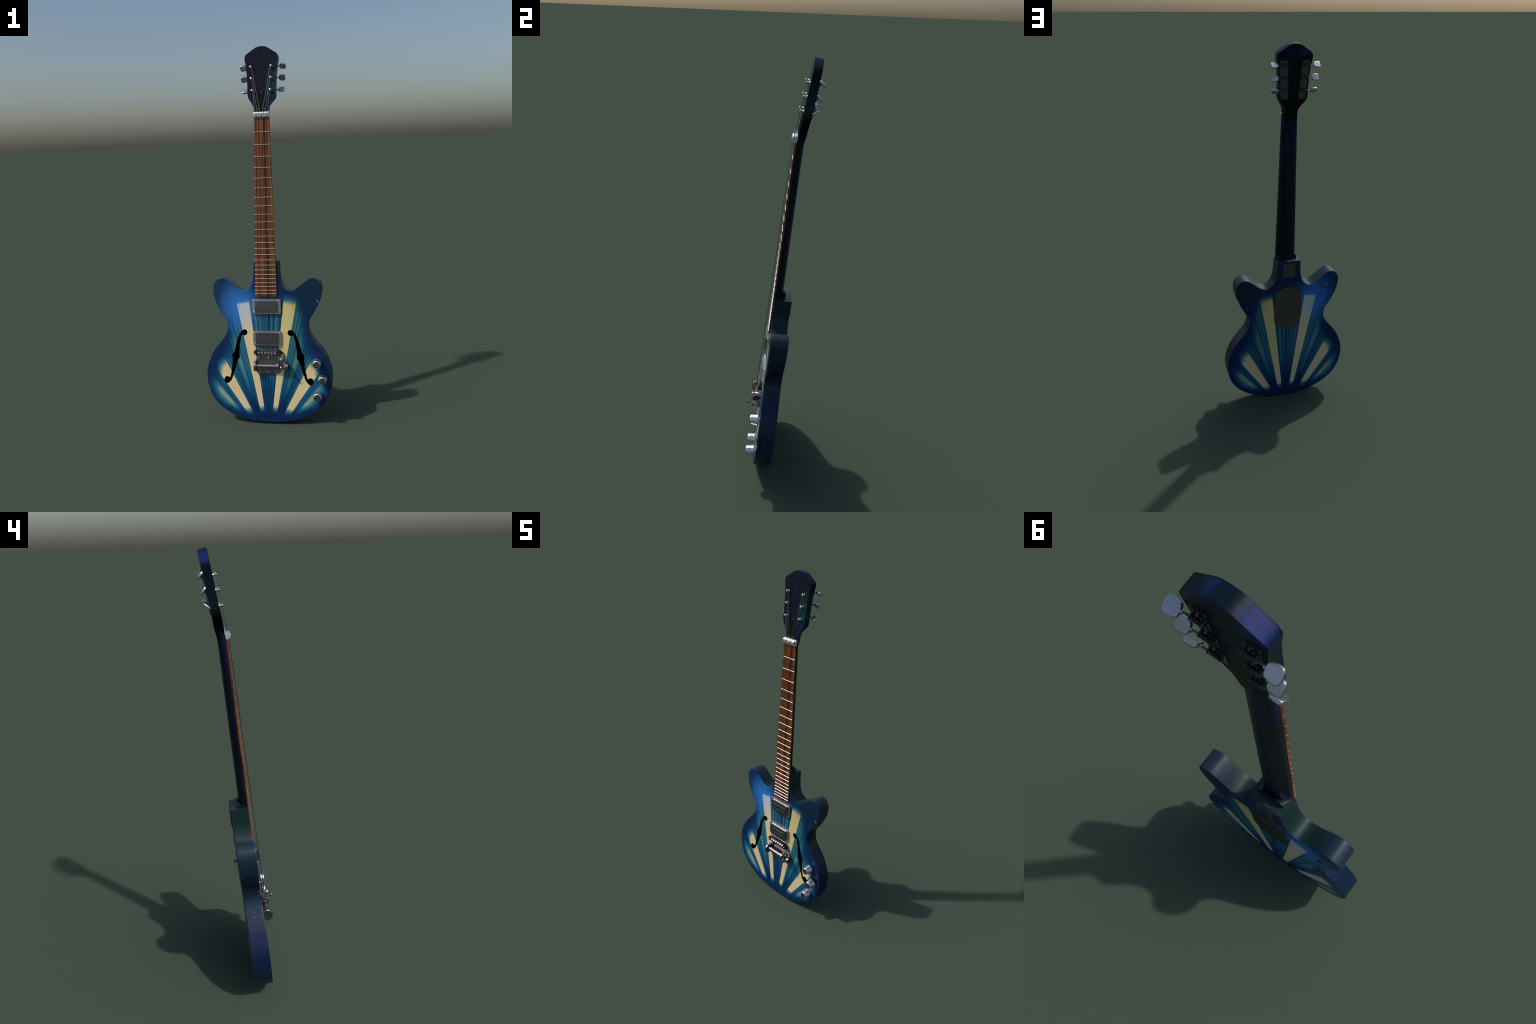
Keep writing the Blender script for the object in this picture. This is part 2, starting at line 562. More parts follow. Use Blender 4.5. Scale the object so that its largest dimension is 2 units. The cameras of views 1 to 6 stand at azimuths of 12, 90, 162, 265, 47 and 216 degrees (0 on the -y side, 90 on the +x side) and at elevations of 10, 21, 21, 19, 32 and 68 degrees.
right = even(smooth_path([(p[0], p[1], 0) for p in half] + [(.0645, .8790, 0)], 6), .0055, 4)
outline = right + [Vector((-p.x, p.y)) for p in reversed(right) if p.x > 1e-5]
THICK = .0805

# f-holes sunk into the top
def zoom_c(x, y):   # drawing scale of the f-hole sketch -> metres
    return (-.2159 + (x - 602) * .0002135 - (y - 200) * 7.85e-6, .5205 + (x - 602) * 3.1e-6 - (y - 200) * .000213)


fh = []
# upper eye (clockwise from where the outer stem edge meets it)
for a in range(140, -131, -15):
    fh.append(zoom_c(1028 + 77 * math.cos(math.radians(a)), 325 - 79 * math.sin(math.radians(a))))
fh += [zoom_c(*p) for p in [(968, 380), (950, 430), (927, 520), (912, 620), (904, 720), (902, 820), (905, 900),
                            (914, 972), (880, 1012), (855, 1062), (835, 1140), (810, 1220), (780, 1320), (745, 1435),
                            (718, 1525), (690, 1578)]]
for a in range(-40, -271, -15):
    fh.append(zoom_c(592 + 82 * math.cos(math.radians(a)), 1556 - 93 * math.sin(math.radians(a))))
fh += [zoom_c(*p) for p in [(640, 1482), (668, 1490), (680, 1430), (700, 1320), (714, 1220), (722, 1120), (727, 1030),
                            (722, 960), (708, 908), (754, 850), (780, 790), (800, 690), (820, 600), (840, 520),
                            (870, 440), (900, 370), (935, 315)]]


def inset(loop, d):
    """move a closed counter-clockwise outline inwards by d"""
    n = len(loop)
    out = []
    for i, p in enumerate(loop):
        t = (Vector(loop[(i + 1) % n][:2]) - Vector(loop[i - 1][:2])).normalized()
        out.append((p[0] - t.y * d, p[1] + t.x * d))
    return out


def ring(bm, loop, w):
    return [bm.verts.new((p[0], p[1], w)) for p in loop]


def wall(bm, a, b, mat):
    n = len(a)
    for i in range(n):
        bm.faces.new((a[i], a[(i + 1) % n], b[(i + 1) % n], b[i])).material_index = mat


def inside(p, poly):
    odd = False
    for (x0, y0), (x1, y1) in zip(poly, poly[1:] + poly[:1]):
        if (y0 > p.y) != (y1 > p.y) and p.x < x0 + (p.y - y0) * (x1 - x0) / (y1 - y0):
            odd = not odd
    return odd


def fill(bm, loops, mat):
    """flat face bounded by the first loop, with the other loops as openings"""
    vs, es = [], []
    for lp in loops:
        k = len(vs)
        es += [(k + i, k + (i + 1) % len(lp)) for i in range(len(lp))]
        vs += lp
    polys = [[(v.co.x, v.co.y) for v in lp] for lp in loops]
    out = delaunay_2d_cdt([v.co.xy for v in vs], es, [], 0, 1e-7)
    for tri in out[2]:
        c = sum((out[0][i] for i in tri), Vector((0, 0))) / 3
        if not inside(c, polys[0]) or any(inside(c, h) for h in polys[1:]):
            continue
        f = bm.faces.new([vs[out[3][i][0]] for i in tri])
        f.material_index = mat


# one shell: rounded rim, flat top with two f-holes that open into black chambers
outline = [(p[0], p[1]) for p in outline]
area = sum(a[0] * b[1] - b[0] * a[1] for a, b in zip(outline, outline[1:] + outline[:1]))
if area < 0:
    outline.reverse()
outline = inset(outline, -.0008)
bm = bmesh.new()
R = .0030
rim = [math.pi / 2 * i / 3 for i in range(4)]
front = [ring(bm, inset(outline, R * (1 - math.cos(a))), -R * (1 - math.sin(a))) for a in rim]
back = [ring(bm, inset(outline, R * (1 - math.cos(a))), -THICK + R * (1 - math.sin(a))) for a in rim]
for a, b in zip(front, front[1:]):
    wall(bm, a, b, 1 if a is front[0] else 0)
for a, b in zip(back, back[1:]):
    wall(bm, b, a, 1 if a is back[0] else 0)
mid = [ring(bm, outline, -THICK * k) for k in (.75, .5, .25)]
chain = [back[0]] + mid + [front[0]]
for a, b in zip(chain, chain[1:]):
    wall(bm, a, b, 1)
bm.faces.new(list(reversed(back[-1]))).material_index = 0
room = [(.085, .045)]
for a, p, b in zip(right, right[1:], right[2:]):      # chamber follows the rim 14 mm inside it
    d = (b - a).normalized()
    q = (p.x - d.y * .014, p.y + d.x * .014)
    if .045 < q[1] < .60 and p.y < .62:
        room.append(q)
room = room[:1] + room[1::3] + [(.085, .60)]
tops = [front[-1]]
TOP_T = .0040
for side in (1, -1):
    hole = [(-p[0] * side, p[1]) for p in fh]
    h0, h1 = ring(bm, hole, 0), ring(bm, hole, -TOP_T)
    c0 = ring(bm, [(x * side, y) for x, y in room], -TOP_T)
    c1 = ring(bm, [(x * side, y) for x, y in room], -THICK + .004)
    wall(bm, h0, h1, 2)
    wall(bm, c0, c1, 2)
    fill(bm, [c0, h1], 2)
    bm.faces.new(c1).material_index = 2
    tops.append(h0)
fill(bm, tops, 0)
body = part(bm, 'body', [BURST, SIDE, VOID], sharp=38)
body.data.name = 'body'

# strap button on the back of the horn
bm = bmesh.new()
lathe(bm, [(.0095, 0), (.0070, .002), (.0048, .005), (.0048, .010), (.0082, .012), (.0090, .0145), (.0070, .0165), (0, .017)], 20,
      T(-.2215, .7075, -THICK) @ FACING_BACK)
part(bm, 'strap_button', PLATE)

# back plates
stad = smooth_path([(.0775, .545), (.0775, .610), (.0775, .650), (.0740, .681), (.0620, .701), (.0450, .714), (.0200, .7215),
                    (0, .7225), (-.0200, .7215), (-.0450, .714), (-.0620, .701), (-.0740, .681), (-.0775, .650),
                    (-.0775, .600), (-.0775, .540), (-.0740, .509), (-.0620, .489), (-.0450, .476), (-.0200, .4685), (0, .4675),
                    (.0200, .4685), (.0450, .476), (.0620, .489), (.0740, .509)], 3, True)
bm = bmesh.new()
prism(bm, stad, -THICK - .0025, -THICK + .001, .0008, 1)
cover = part(bm, 'back_cover', PLATE)
for x, y in ((0, .7110), (-.0655, .6620), (-.0650, .5290), (0, .4755), (.0650, .5290), (.0655, .6620)):
    place(DARK_SCREW, 'cover_screw', cover, T(x, y, -THICK - .0024) @ FACING_BACK)
bm = bmesh.new()
prism(bm, round_rect(-.0352, .0352, .7850, .8685, .006), -THICK - .0045, -THICK + .001, .001, 2)
plate = part(bm, 'neck_plate', PLATE)
for sx in (-1, 1):
    for y in (.7965, .8570):
        place(BACK_SCREW, 'plate_screw', plate, T(sx * .0245, y, -THICK - .0042) @ FACING_BACK)

# ---------------------------------------------------------------- neck
def half_width(v):
    return .0408 + (1.635 - v) * .0182


def neck_depth(v):
    d = .0345 + (1.64 - v) * .0048
    if v > 1.62:
        d += .0035 * ((v - 1.62) / .05) ** 1.5
    return d


bm = bmesh.new()
rings = []
NS = 24
vs = [.800 + (1.672 - .800) * i / 60 for i in range(61)]
for v in vs:
    hw = half_width(v) - .0008
    d = neck_depth(v)
    top = .0004 if v < 1.64 else .0004 - (v - 1.64) * .085
    ring = [bm.verts.new((hw, v, top))]
    for i in range(NS + 1):
        a = math.pi * i / NS
        c, s = math.cos(a), math.sin(a)
        # squarish U: superellipse
        x = hw * math.copysign(abs(c) ** .97, c)
        z = -.005 - (d - .005) * abs(s)
        ring.append(bm.verts.new((x, v, z)))
    ring.append(bm.verts.new((-hw, v, top)))
    rings.append(ring)
for a, b in zip(rings, rings[1:]):
    n = len(a)
    for i in range(n):
        j = (i + 1) % n
        bm.faces.new((a[i], a[j], b[j], b[i]))
bm.faces.new(rings[0])
bm.faces.new(list(reversed(rings[-1])))
neck = part(bm, 'neck', NECK, sharp=40)

# heel: arched ramp that flares out behind the neck and drops into the body block
bm = bmesh.new()
NU, NW = 16, 8
grid = []
for i in range(NU + 1):
    x = -1 + 2 * i / NU
    row = []
    for j in range(NW + 1):
        f = j / NW
        wz = -.008 - .041 * f
        xx = x * (.0555 - .006 * f)
        h = .8815 + .027 * f * (1 - .38 * abs(x) ** 4) - .002 * abs(x) ** 6
        row.append((xx, h, wz))
    grid.append(row)
tops = [[bm.verts.new(p) for p in row] for row in grid]
bots = [[bm.verts.new((p[0], .8600, p[2])) for p in row] for row in grid]
for i in range(NU):
    for j in range(NW):
        bm.faces.new((tops[i][j], tops[i + 1][j], tops[i + 1][j + 1], tops[i][j + 1]))
        bm.faces.new((bots[i][j], bots[i][j + 1], bots[i + 1][j + 1], bots[i + 1][j]))
for i in range(NU):
    for j in (0, NW):
        bm.faces.new((tops[i][j], tops[i + 1][j], bots[i + 1][j], bots[i][j]))
for j in range(NW):
    for i in (0, NU):
        bm.faces.new((tops[i][j], tops[i][j + 1], bots[i][j + 1], bots[i][j]))
es = [e for e in bm.edges if all(v.co.y > .87 for v in e.verts) and len(e.link_faces) == 2
      and e.calc_face_angle() > math.radians(40)]
bmesh.ops.recalc_face_normals(bm, faces=bm.faces)
bmesh.ops.bevel(bm, geom=es, offset=.0025, segments=2, profile=.5, affect='EDGES')
obj_from(bm, 'neck_heel', HEELM, neck)

# fingerboard
bm = bmesh.new()
B0, B1 = .6920, 1.6360
h0, h1 = half_width(B0), half_width(B1)
ol = [(h1, B1)] + [(-h1, B1)] + \
     [(-h0, B0 + .004), (-h0 + .001, B0 + .0012), (-h0 + .004, B0), (h0 - .004, B0), (h0 - .001, B0 + .0012), (h0, B0 + .004)]
prism(bm, ol, -.0005, .0068, .0010, 2, back_bevel=False)
board = part(bm, 'fingerboard', BOARD)

NUT_V, SCALE = 1.6290, 1.2280
bm = bmesh.new()
prof = [(-.0018, 0), (-.0016, .0014), (-.0009, .0026), (0, .0029), (.0009, .0026), (.0016, .0014), (.0018, 0)]
stations = [(-1, .0), (-1, .55), (-.985, .9), (-.95, 1), (-.5, 1.06), (0, 1.08), (.5, 1.06), (.95, 1), (.985, .9), (1, .55), (1, 0)]
rows = [[bm.verts.new((x, p[0], p[1] * k)) for p in prof] for x, k in stations[1:-1]]
for a, b in zip(rows, rows[1:]):
    for i in range(len(prof) - 1):
        bm.faces.new((a[i], a[i + 1], b[i + 1], b[i]))
    bm.faces.new((a[0], b[0], b[-1], a[-1]))
bm.faces.new(rows[0])
bm.faces.new(list(reversed(rows[-1])))
fret = obj_from(bm, 'fret', FRETM, board, sharp=50)
for n in range(1, 25):
    v = NUT_V - SCALE * (1 - 2 ** (-n / 12))
    ob = fret if n == 1 else place(fret.data, 'fret', board)
    ob.matrix_basis = T(0, v, .0067) @ Matrix.Diagonal((half_width(v) + .0012, 1, 1, 1))

# ---------------------------------------------------------------- headstock
hh = [(.0408, -.010), (.0410, .020), (.0416, .0400), (.0470, .0560), (.0570, .0730), (.0660, .0880), (.0715, .0990), (.0734, .1120),
      (.0738, .1400), (.0757, .1950), (.0783, .2330), (.0825, .2690), (.0860, .2860), (.0880, .3035), (.0872, .3110), (.0838, .3175),
      (.0740, .3248), (.0620, .3330), (.0480, .3422), (.0360, .3505), (.0250, .3565), (.0130, .3594), (0, .3601)]
hr = even(smooth_path([(p[0], p[1], 0) for p in hh], 6), .0035, 3)
hol = inset([(p.x, p.y) for p in hr] + [(-p.x, p.y) for p in reversed(hr[:-1])], -.0008)
bm = bmesh.new()
prism(bm, hol, -.0380, 0, .0014, 2)
for vx in bm.verts:      # lower back corners carved towards the round of the neck
    if vx.co.z < -.02 and vx.co.y < .10:
        f = max(0.0, min(1.0, (.10 - vx.co.y) / .075))
        f = f * f * (3 - 2 * f)
        vx.co.x *= 1 - .34 * f
        vx.co.z += .004 * max(0, (.03 - vx.co.y) / .04)
head = obj_from(bm, 'headstock', HEADM, guitar, GUITAR @ HEAD, sharp=32)

# bell shaped truss rod cover
bell = smooth_path([(.0185, .0260), (.0182, .0450), (.0180, .0700), (.0176, .0900), (.0166, .1030), (.0125, .1120), (.0060, .1185), (0, .1245)], 3)
bol = bell + [Vector((-p.x, p.y)) for p in reversed(bell[:-1])]
bm = bmesh.new()
prism(bm, bol, -.001, .0030, .0008, 2)
truss = obj_from(bm, 'truss_rod_cover', COVERM, head)
bm = bmesh.new()
lathe(bm, [(.0030, 0), (.0030, .0012), (.0020, .0026), (0, .003)], 14)
dome = obj_from(bm, 'cover_screw', CHROME, truss, T(0, .1190, .0026))
for sx in (-1, 1):
    place(dome.data, 'cover_screw', truss, T(sx * .0155, .0325, .0026))

# tuners ------------------------------------------------------------
POST_V = (.2525, .1928, .1300)
POST_U = (.0541, .0515, .0484)
SHAFT_V = (.2648, .2048, .1425)
bm = bmesh.new()
lathe(bm, [(.0078, 0), (.0078, .0018), (.0062, .0036), (.0050, .0042), (.0044, .0060), (.0042, .0100), (.0046, .0120), (.0066, .0130),
           (.0070, .0150), (.0062, .0168), (.0035, .0178), (0, .0180)], 20)
post = None
for sx in (-1, 1):
    for u, v in zip(POST_U, POST_V):
        if post is None:
            post = obj_from(bm, 'tuner_post', CHROME, head, T(sx * u, v, 0), sharp=50)
        else:
            place(post.data, 'tuner_post', head, T(sx * u, v, 0))

for sx in (-1, 1):
    bm = bmesh.new()
    strip = [(sx * .0375, .2835), (sx * .0740, .2835), (sx * .0630, .1000), (sx * .0268, .1000)]
    # rounded corner strip
    pts = []
    n = len(strip)
    for i in range(n):
        p, a, b = Vector(strip[i]), Vector(strip[i - 1]), Vector(strip[(i + 1) % n])
        da, db = (a - p).normalized() * .006, (b - p).normalized() * .006
        for t in (0, .25, .5, .75, 1):
            pts.append((p + da) * (1 - t) ** 2 + p * 2 * t * (1 - t) + (p + db) * t * t)
    prism(bm, pts, -.0408, -.0370, .0008, 1)
    strip_ob = obj_from(bm, 'tuner_plate', PLATE, head)
    for i, v in enumerate((.2785, .2270, .1675, .1080)):
        t = (v - .1) / .1835
        place(DARK_SCREW, 'plate_screw', strip_ob, T(sx * (.0449 + .0108 * t), v, -.0407) @ FACING_BACK)

# gear, worm and brackets of one tuner, local origin at the post axis on the plate
bm = bmesh.new()
gear = []
lathe(bm, [(.0072, 0), (.0072, .0012), (.0068, .0018), (.0068, .0050), (.0072, .0056), (.0045, .0060), (.0040, .0085), (0, .0090)], 20, FACING_BACK)
for i in range(12):
    a = 2 * math.pi * i / 12
    box(bm, .0062, .0085, -.0011, .0011, .0018, .0048, .0003, FACING_BACK @ Matrix.Rotation(a, 4, 'Z'))
gear_ob = obj_from(bm, 'tuner_gear', GUNMETAL, head)
gear_me = gear_ob.data
bpy.data.objects.remove(gear_ob)
bm = bmesh.new()
lathe(bm, [(.0022, -.020), (.0022, .042)], 12, ALONG_U)
prof = [(.0030, -.0100)]
for i in range(7):
    h = -.0095 + i * .0028
    prof += [(.0030, h), (.0052, h + .0007), (.0052, h + .0014), (.0030, h + .0021)]
prof.append((.0030, .0110))
lathe(bm, prof, 16, ALONG_U)
for x in (-.0155, .0125):      # the two end bearings
    box(bm, x, x + .0040, -.0044, .0044, -.0055, .0088, .0012)
worm_ob = obj_from(bm, 'tuner_worm', GUNMETAL, head)
worm_me = worm_ob.data
bpy.data.objects.remove(worm_ob)

# tuner button: pillow-shaped keystone, local x outwards, local y along its width, local z thickness
bm = bmesh.new()
key = smooth_path([(.0010, 0), (.0016, .0080), (.0042, .0130), (.0100, .0152), (.0180, .0168), (.0255, .0168), (.0298, .0146), (.0318, .0085),
                   (.0324, 0), (.0318, -.0085), (.0298, -.0146), (.0255, -.0168), (.0180, -.0168), (.0100, -.0152), (.0042, -.0130), (.0016, -.0080)], 3, True)
layers = [(.80, -.0048), (.93, -.0044), (.985, -.0032), (1, -.0012), (1, .0012), (.985, .0032), (.93, .0044), (.80, .0048)]
rs = []
for k, z in layers:
    rs.append([bm.verts.new((.0170 + (p.x - .0165) * k * 1.10, p.y * k * 1.03, z * 1.12)) for p in key])
for a, b in zip(rs, rs[1:]):
    for i in range(len(key)):
        j = (i + 1) % len(key)
        bm.faces.new((a[i], a[j], b[j], b[i]))
bm.faces.new(list(reversed(rs[0])))
bm.faces.new(rs[-1])
lathe(bm, [(.0034, -.004), (.0034, .003)], 12, ALONG_U)
btn = obj_from(bm, 'tuner_button', SATIN, head, sharp=60)
btn_me = btn.data
bpy.data.objects.remove(btn)
ANG = {1: (-121, -138, -43), -1: (-129, -137, -40)}
for sx in (-1, 1):
    for u, v, sv, ang in zip(POST_U, POST_V, SHAFT_V, ANG[sx]):
        place(gear_me, 'tuner_gear', head, T(sx * u, v + .0035, -.0405))
        worm = place(worm_me, 'tuner_worm', head, T(sx * u, sv, -.0492) @ (ID if sx > 0 else Matrix.Diagonal((-1, 1, 1, 1))))
        a = math.radians(ang)
        if abs(v - .2525) < .001:
            base = T(sx * .0881, sv, -.0505)
        elif abs(v - .1928) < .001:
            base = T(sx * .0848, sv, -.0500)
        else:
            base = T(sx * .0805, sv, -.0490)
        place(btn_me, 'tuner_button', head, base @ (ID if sx > 0 else Matrix.Rotation(math.pi, 4, 'Z')) @
              Matrix.Rotation(a if sx > 0 else -a, 4, 'X'))

# ---------------------------------------------------------------- locking nut
bm = bmesh.new()
# base, profile in (v, w), extruded along u
prof = [(1.6345, .0005), (1.6345, .0115), (1.6380, .0140), (1.6560, .0135), (1.6635, .0080), (1.6635, -.0030)]
lo = [bm.verts.new((-.0428, a, b)) for a, b in prof]
hi = [bm.verts.new((.0428, a, b)) for a, b in prof]
for i in range(len(prof)):
    j = (i + 1) % len(prof)
    bm.faces.new((lo[i], lo[j], hi[j], hi[i]))
bm.faces.new(lo)
bm.faces.new(list(reversed(hi)))
bmesh.ops.recalc_face_normals(bm, faces=bm.faces)
bmesh.ops.bevel(bm, geom=list(bm.edges), offset=.0010, segments=2, profile=.5, affect='EDGES')
nut = part(bm, 'locking_nut', NUTM)
bm = bmesh.new()
prof = [(1.6375, .0155), (1.6375, .0180), (1.6400, .0193), (1.6560, .0215), (1.6600, .0206), (1.6630, .0160), (1.6630, .0115), (1.6560, .0140)]
lo = [bm.verts.new((-.0126, a, b)) for a, b in prof]
hi = [bm.verts.new((.0126, a, b)) for a, b in prof]
for i in range(len(prof)):
    j = (i + 1) % len(prof)
    bm.faces.new((lo[i], lo[j], hi[j], hi[i]))
bm.faces.new(lo)
bm.faces.new(list(reversed(hi)))
bmesh.ops.recalc_face_normals(bm, faces=bm.faces)
bmesh.ops.bevel(bm, geom=list(bm.edges), offset=.0012, segments=2, profile=.5, affect='EDGES')
clamp = obj_from(bm, 'nut_clamp', NUTM, nut, T(-.0280, 0, 0))
bm = bmesh.new()
lathe(bm, [(.0055, 0), (.0055, .0022), (.0046, .0034), (.0030, .0034), (.0027, .0012), (0, .0010)], 18)
bolt = obj_from(bm, 'nut_bolt', SATIN, nut, T(-.0280, 1.6490, .0200) @ Matrix.Rotation(math.radians(5), 4, 'X'))
for x in (0, .0280):
    place(clamp.data, 'nut_clamp', nut, T(x, 0, 0))
    place(bolt.data, 'nut_bolt', nut, T(x, 1.6490, .0200) @ Matrix.Rotation(math.radians(5), 4, 'X'))
bm = bmesh.new()
for i in range(6):
    x = -.0280 + i * .0138
    lathe(bm, [(.0032, 0), (.0032, .003), (.002, .0045), (0, .005)], 12, T(x + .0, 1.6362, .0125) @ Matrix.Rotation(math.radians(35), 4, 'X'))
obj_from(bm, 'nut_edge_stud', CHROME, nut, kind='stuff')

# ---------------------------------------------------------------- pickups
slot_c = [(-.0440 + i * .0176) for i in range(6)]


def pickup(v0, v1):
    bm = bmesh.new()
    prism(bm, round_rect(-.0772, .0772, v0, v1, .0068), .0, .0085, .0014, 3, back_bevel=False)
    fr = part(bm, 'pickup', SATIN)
    bm = bmesh.new()
    prism(bm, round_rect(-.0615, .0615, v0 + .0065, v1 - .0065, .0020, 3), .006, .0185, .0012, 2, back_bevel=False)
    cov = obj_from(bm, 'pickup_cover', DARKM, fr)
    # raised stadium rail on the cover with six pole windows
    vc = (v0 + v1) / 2
    bm = bmesh.new()
    prism(bm, round_rect(-.0550, .0560, vc - .0140, vc + .0140, .0138, 8), .018, .0191, .0003, 1, back_bevel=False)
    obj_from(bm, 'pole_rail', DARKM, cov)
    loop = round_rect(-.0550, .0560, vc - .0140, vc + .0140, .0138, 8)
    bm = bmesh.new()
    tube(bm, [(p[0], p[1], .0190) for p in loop + loop[:1]], .0008, 6)
    obj_from(bm, 'rail_groove', GUNMETAL, cov)
    bm = bmesh.new()
    for x in slot_c:
        prism(bm, round_rect(x - .0050, x + .0050, vc - .0118, vc + .0118, .0012, 2), .0188, .0193, .0001, 1, back_bevel=False)
    obj_from(bm, 'pole_window', WINDOW, cov, kind='stuff')
    for sx in (-1, 1):
        for y in (v0 + .0085, v1 - .0085):
            place(SMALL_SCREW, 'pickup_screw', fr, T(sx * .0690, y, .0084))


pickup(.5990, .6770)
pickup(.4275, .5050)

# ---------------------------------------------------------------- vibrato bridge
tail = smooth_path([(.0672, .300), (.0672, .290), (.0655, .2815), (.0590, .2765), (.0480, .2730), (.0250, .2700), (0, .2690),
                    (-.0250, .2700), (-.0480, .2730), (-.0590, .2775), (-.0650, .2830), (-.0672, .2900)], 3)
flare = smooth_path([(.0672, .320), (.0700, .3285), (.0810, .3340), (.0885, .3440), (.0920, .3570), (.0915, .3740), (.0860, .3870), (.0760, .3980), (.0620, .4080)], 3)
pl = tail + [Vector((-.0665, .3400)), Vector((-.0655, .4070)), Vector((-.0620, .4100)), Vector((.0540, .4100))] + list(reversed(flare))
bm = bmesh.new()
prism(bm, pl, 0, .0035, .0008, 1, back_bevel=False)
vib = part(bm, 'vibrato_bridge', DARKM)
for x, y in ((-.0588, .3585), (0, .3577), (.0567, .3584), (-.0449, .2829), (-.0010, .2818), (.0430, .2829)):
    place(SCREW, 'plate_screw', vib, T(x, y, .0034))
# bridge bar with dark thumb-wheels at its ends
bm = bmesh.new()
box(bm, -.0560, .0600, .3790, .4040, .0090, .0150, .0015)
box(bm, -.0520, .0560, .3985, .4065, .0080, .0185, .0012)
obj_from(bm, 'bridge_bar', DARKM, vib)
bm = bmesh.new()
lathe(bm, [(.0125, .003), (.0138, .005), (.0138, .019), (.0125, .0215), (.0060, .0225), (0, .0228)], 22)
wheel = obj_from(bm, 'bridge_post', BLACK, vib, T(-.0605, .3900, 0))
place(wheel.data, 'bridge_post', vib, T(.0665, .3900, 0))
bm = bmesh.new()
lathe(bm, [(.0048, 0), (.0048, .0050), (.0036, .0066), (0, .0070)], 16)
cap = obj_from(bm, 'post_bolt', DARKM, vib, T(-.0600, .3865, .0225))
place(cap.data, 'post_bolt', vib, T(.0650, .3865, .0225))
saddle = ssc = None
for i in range(6):
    x = -.0440 + i * .0176
    if saddle is None:
        bm = bmesh.new()
        pr = [(-.0075, .0), (-.0075, .0085), (-.0020, .0125), (.0040, .0105), (.0075, .0060), (.0075, 0)]
        lo = [bm.verts.new((-.0060, a, b)) for a, b in pr]
        hi = [bm.verts.new((.0060, a, b)) for a, b in pr]
        for a in range(len(pr)):
            b = (a + 1) % len(pr)
            bm.faces.new((lo[a], lo[b], hi[b], hi[a]))
        bm.faces.new(lo)
        bm.faces.new(list(reversed(hi)))
        bmesh.ops.recalc_face_normals(bm, faces=bm.faces)
        bmesh.ops.bevel(bm, geom=list(bm.edges), offset=.0012, segments=2, profile=.5, affect='EDGES')
        saddle = obj_from(bm, 'bridge_saddle', DARKM, vib, T(x, .3870, .0125))
        bm = bmesh.new()
        lathe(bm, [(.0030, 0), (.0034, .001), (.0034, .003), (.0020, .0042), (0, .0044)], 14)
        ssc = obj_from(bm, 'saddle_screw', CHROME, vib, T(x, .3985, .0165))
    else:
        place(saddle.data, 'bridge_saddle', vib, T(x, .3870, .0125))
        place(ssc.data, 'saddle_screw', vib, T(x, .3985, .0165))
# roller tube between two end discs
bm = bmesh.new()
lathe(bm, [(.0125, -.060), (.0125, .056)], 40, T(0, .3180, .0225) @ ALONG_U)
obj_from(bm, 'roller_tube', DARKM, vib)
bm = bmesh.new()
lathe(bm, [(.0200, -.0065), (.0275, -.0062), (.0290, -.0045), (.0290, .0045), (.0275, .0062), (.0200, .0065)], 36)
disc = obj_from(bm, 'end_disc', DARKM, vib, T(-.0655, .3170, .0215) @ ALONG_U)
bm = bmesh.new()
lathe(bm, [(.0150, -.0070), (.0215, -.0066), (.0228, -.0050), (.0228, .0050), (.0215, .0066), (.0150, .0070)], 36)
obj_from(bm, 'inner_disc', DARKM, vib, T(.0575, .3190, .0225) @ ALONG_U)
# arm bracket, spring, hinge barrel and thumb screw
bm = bmesh.new()
prism(bm, round_rect(.0680, .0870, .3030, .3660, .0085, 6), .0355, .0400, .0010, 2)
box(bm, .0690, .0740, .3050, .3300, .0100, .0370, .001)
obj_from(bm, 'arm_bracket', DARKM, vib)
bm = bmesh.new()
lathe(bm, [(.0105, 0), (.0105, .006), (.0090, .0085), (.0050, .0100), (0, .0104)], 22)
obj_from(bm, 'spring_cap', CHROME, vib, T(.0790, .3585, .0400))
bm = bmesh.new()
coil = []
for i in range(6 * 14 + 1):
    a = 2 * math.pi * i / 14
    coil.append((.0790 + .0094 * math.cos(a), .3585 + .0094 * math.sin(a), .0050 + .0310 * i / 84))
tube(bm, coil, .0020, 8)
lathe(bm, [(.0045, .002), (.0045, .042)], 14, T(.0790, .3585, 0))
obj_from(bm, 'vibrato_spring', CHROME, vib)
bm = bmesh.new()
lathe(bm, [(.0055, 0), (.0055, .0025), (.0035, .0042), (0, .0046)], 18)
obj_from(bm, 'bracket_screw', CHROME, vib, T(.0765, .3150, .0395))
bm = bmesh.new()
lathe(bm, [(.0100, -.020), (.0110, -.012), (.0125, -.010), (.0150, -.004), (.0185, .0), (.0195, .003), (.0195, .0165), (.0180, .0185), (.0120, .0192)], 30,
      T(.0945, .3160, .0220) @ ALONG_U)
obj_from(bm, 'arm_barrel', DARKM, vib)
bm = bmesh.new()
lathe(bm, [(.0024, .018), (.0024, .052), (.0040, .054), (.0072, .0545), (.0078, .058), (.0078, .066), (.0066, .0690), (0, .0700)], 18,
      T(.1010, .3185, .0) @ Matrix.Rotation(math.radians(-6), 4, 'X'))
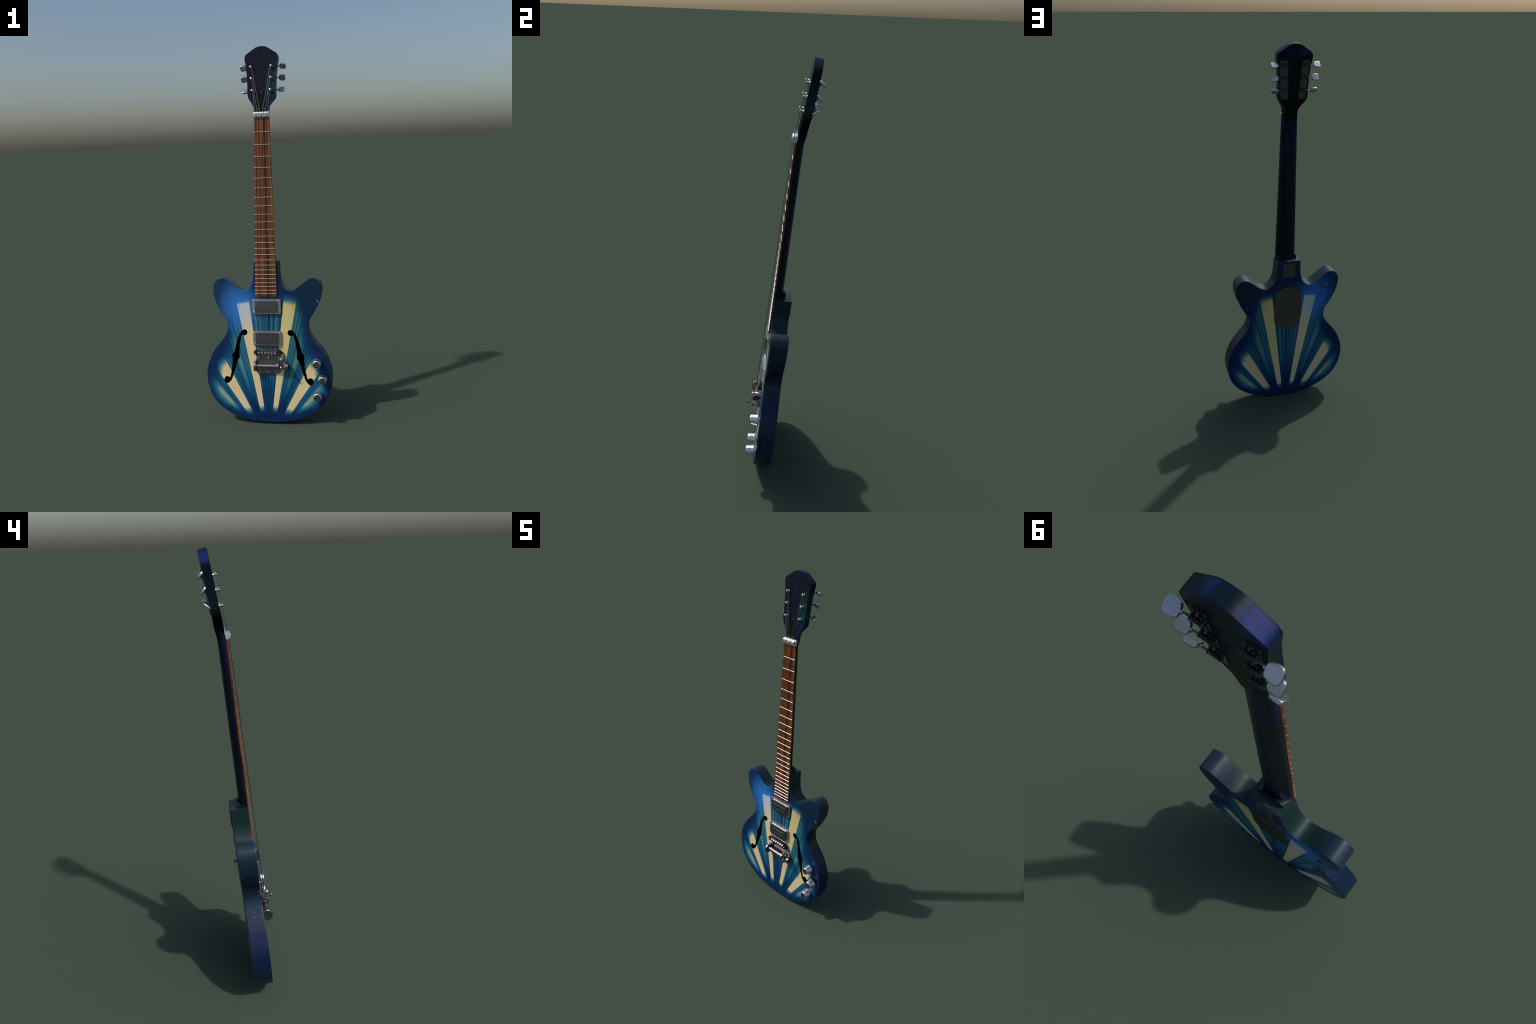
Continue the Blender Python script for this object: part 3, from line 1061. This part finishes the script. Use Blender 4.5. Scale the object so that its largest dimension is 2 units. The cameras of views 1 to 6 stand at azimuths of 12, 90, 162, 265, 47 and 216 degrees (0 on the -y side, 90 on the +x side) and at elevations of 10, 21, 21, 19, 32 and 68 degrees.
obj_from(bm, 'thumb_screw', DARKM, vib)

# ---------------------------------------------------------------- knobs
bm = bmesh.new()
lathe(bm, [(.0085, 0), (.0085, .0085), (.0262, .0085), (.0268, .0105), (.0254, .0145), (.0240, .0210), (.0232, .0260), (.0216, .0420),
           (.0208, .0458), (.0182, .0482), (0, .0482)], 90, flute=.020, flutes=18, flute_range=(.0255, .0425))
knob = None
for x, y in ((.2655, .3370), (.2945, .2505), (.2665, .1600)):
    if knob is None:
        knob = part(bm, 'control_knob', KNOBM, sharp=80, weighted=False)
    else:
        knob = place(knob.data, 'control_knob', guitar)
    knob.matrix_basis = GUITAR @ T(x, y, 0)
    bm2 = bmesh.new()
    lathe(bm2, [(.0176, .0474), (.0176, .0486), (.0170, .0489), (0, .0489)], 40)
    obj_from(bm2, 'knob_cap', DARKM, knob)

# ---------------------------------------------------------------- strings
gauge = [.00100, .00093, .00086, .00079, .00072, .00066]
head_w = HEAD
for i in range(6):
    xb = -.0440 + i * .0176
    xn = -.0345 + i * .0138
    # which post: low strings left side nearest first
    if i < 3:
        j = 2 - i
        sgn = -1
    else:
        j = i - 3
        sgn = 1
    pu, pv = sgn * POST_U[j], POST_V[j]
    pu_in = pu - sgn * .0050
    end = HEAD @ Vector((pu_in, pv - .001, .0112))
    pts = [(xb, .3230, .0340), (xb, .3700, .0260), (xb, .3860, .0264), (xb, .4000, .0266)]
    pts += [(xn + (xb - xn) * (1.6400 - y) / 1.24, y, .0153 + .0114 * (1.6400 - y) / 1.24) for y in (.7, 1.0, 1.3, 1.6, 1.6400)]
    pts += [(xn, 1.6640, .0142), tuple(end)]
    # a turn round the post
    bm = bmesh.new()
    tube(bm, pts, gauge[i], 8)
    wrap = []
    for s in range(0, 29):
        a = 2 * math.pi * s / 12 + (math.pi if sgn > 0 else 0)
        wrap.append(HEAD @ Vector((pu + .0050 * math.cos(a), pv + .0050 * math.sin(a), .0112 - .0040 * s / 28)))
    tube(bm, wrap, gauge[i], 6)
    part(bm, 'string', STRINGM, sharp=60)
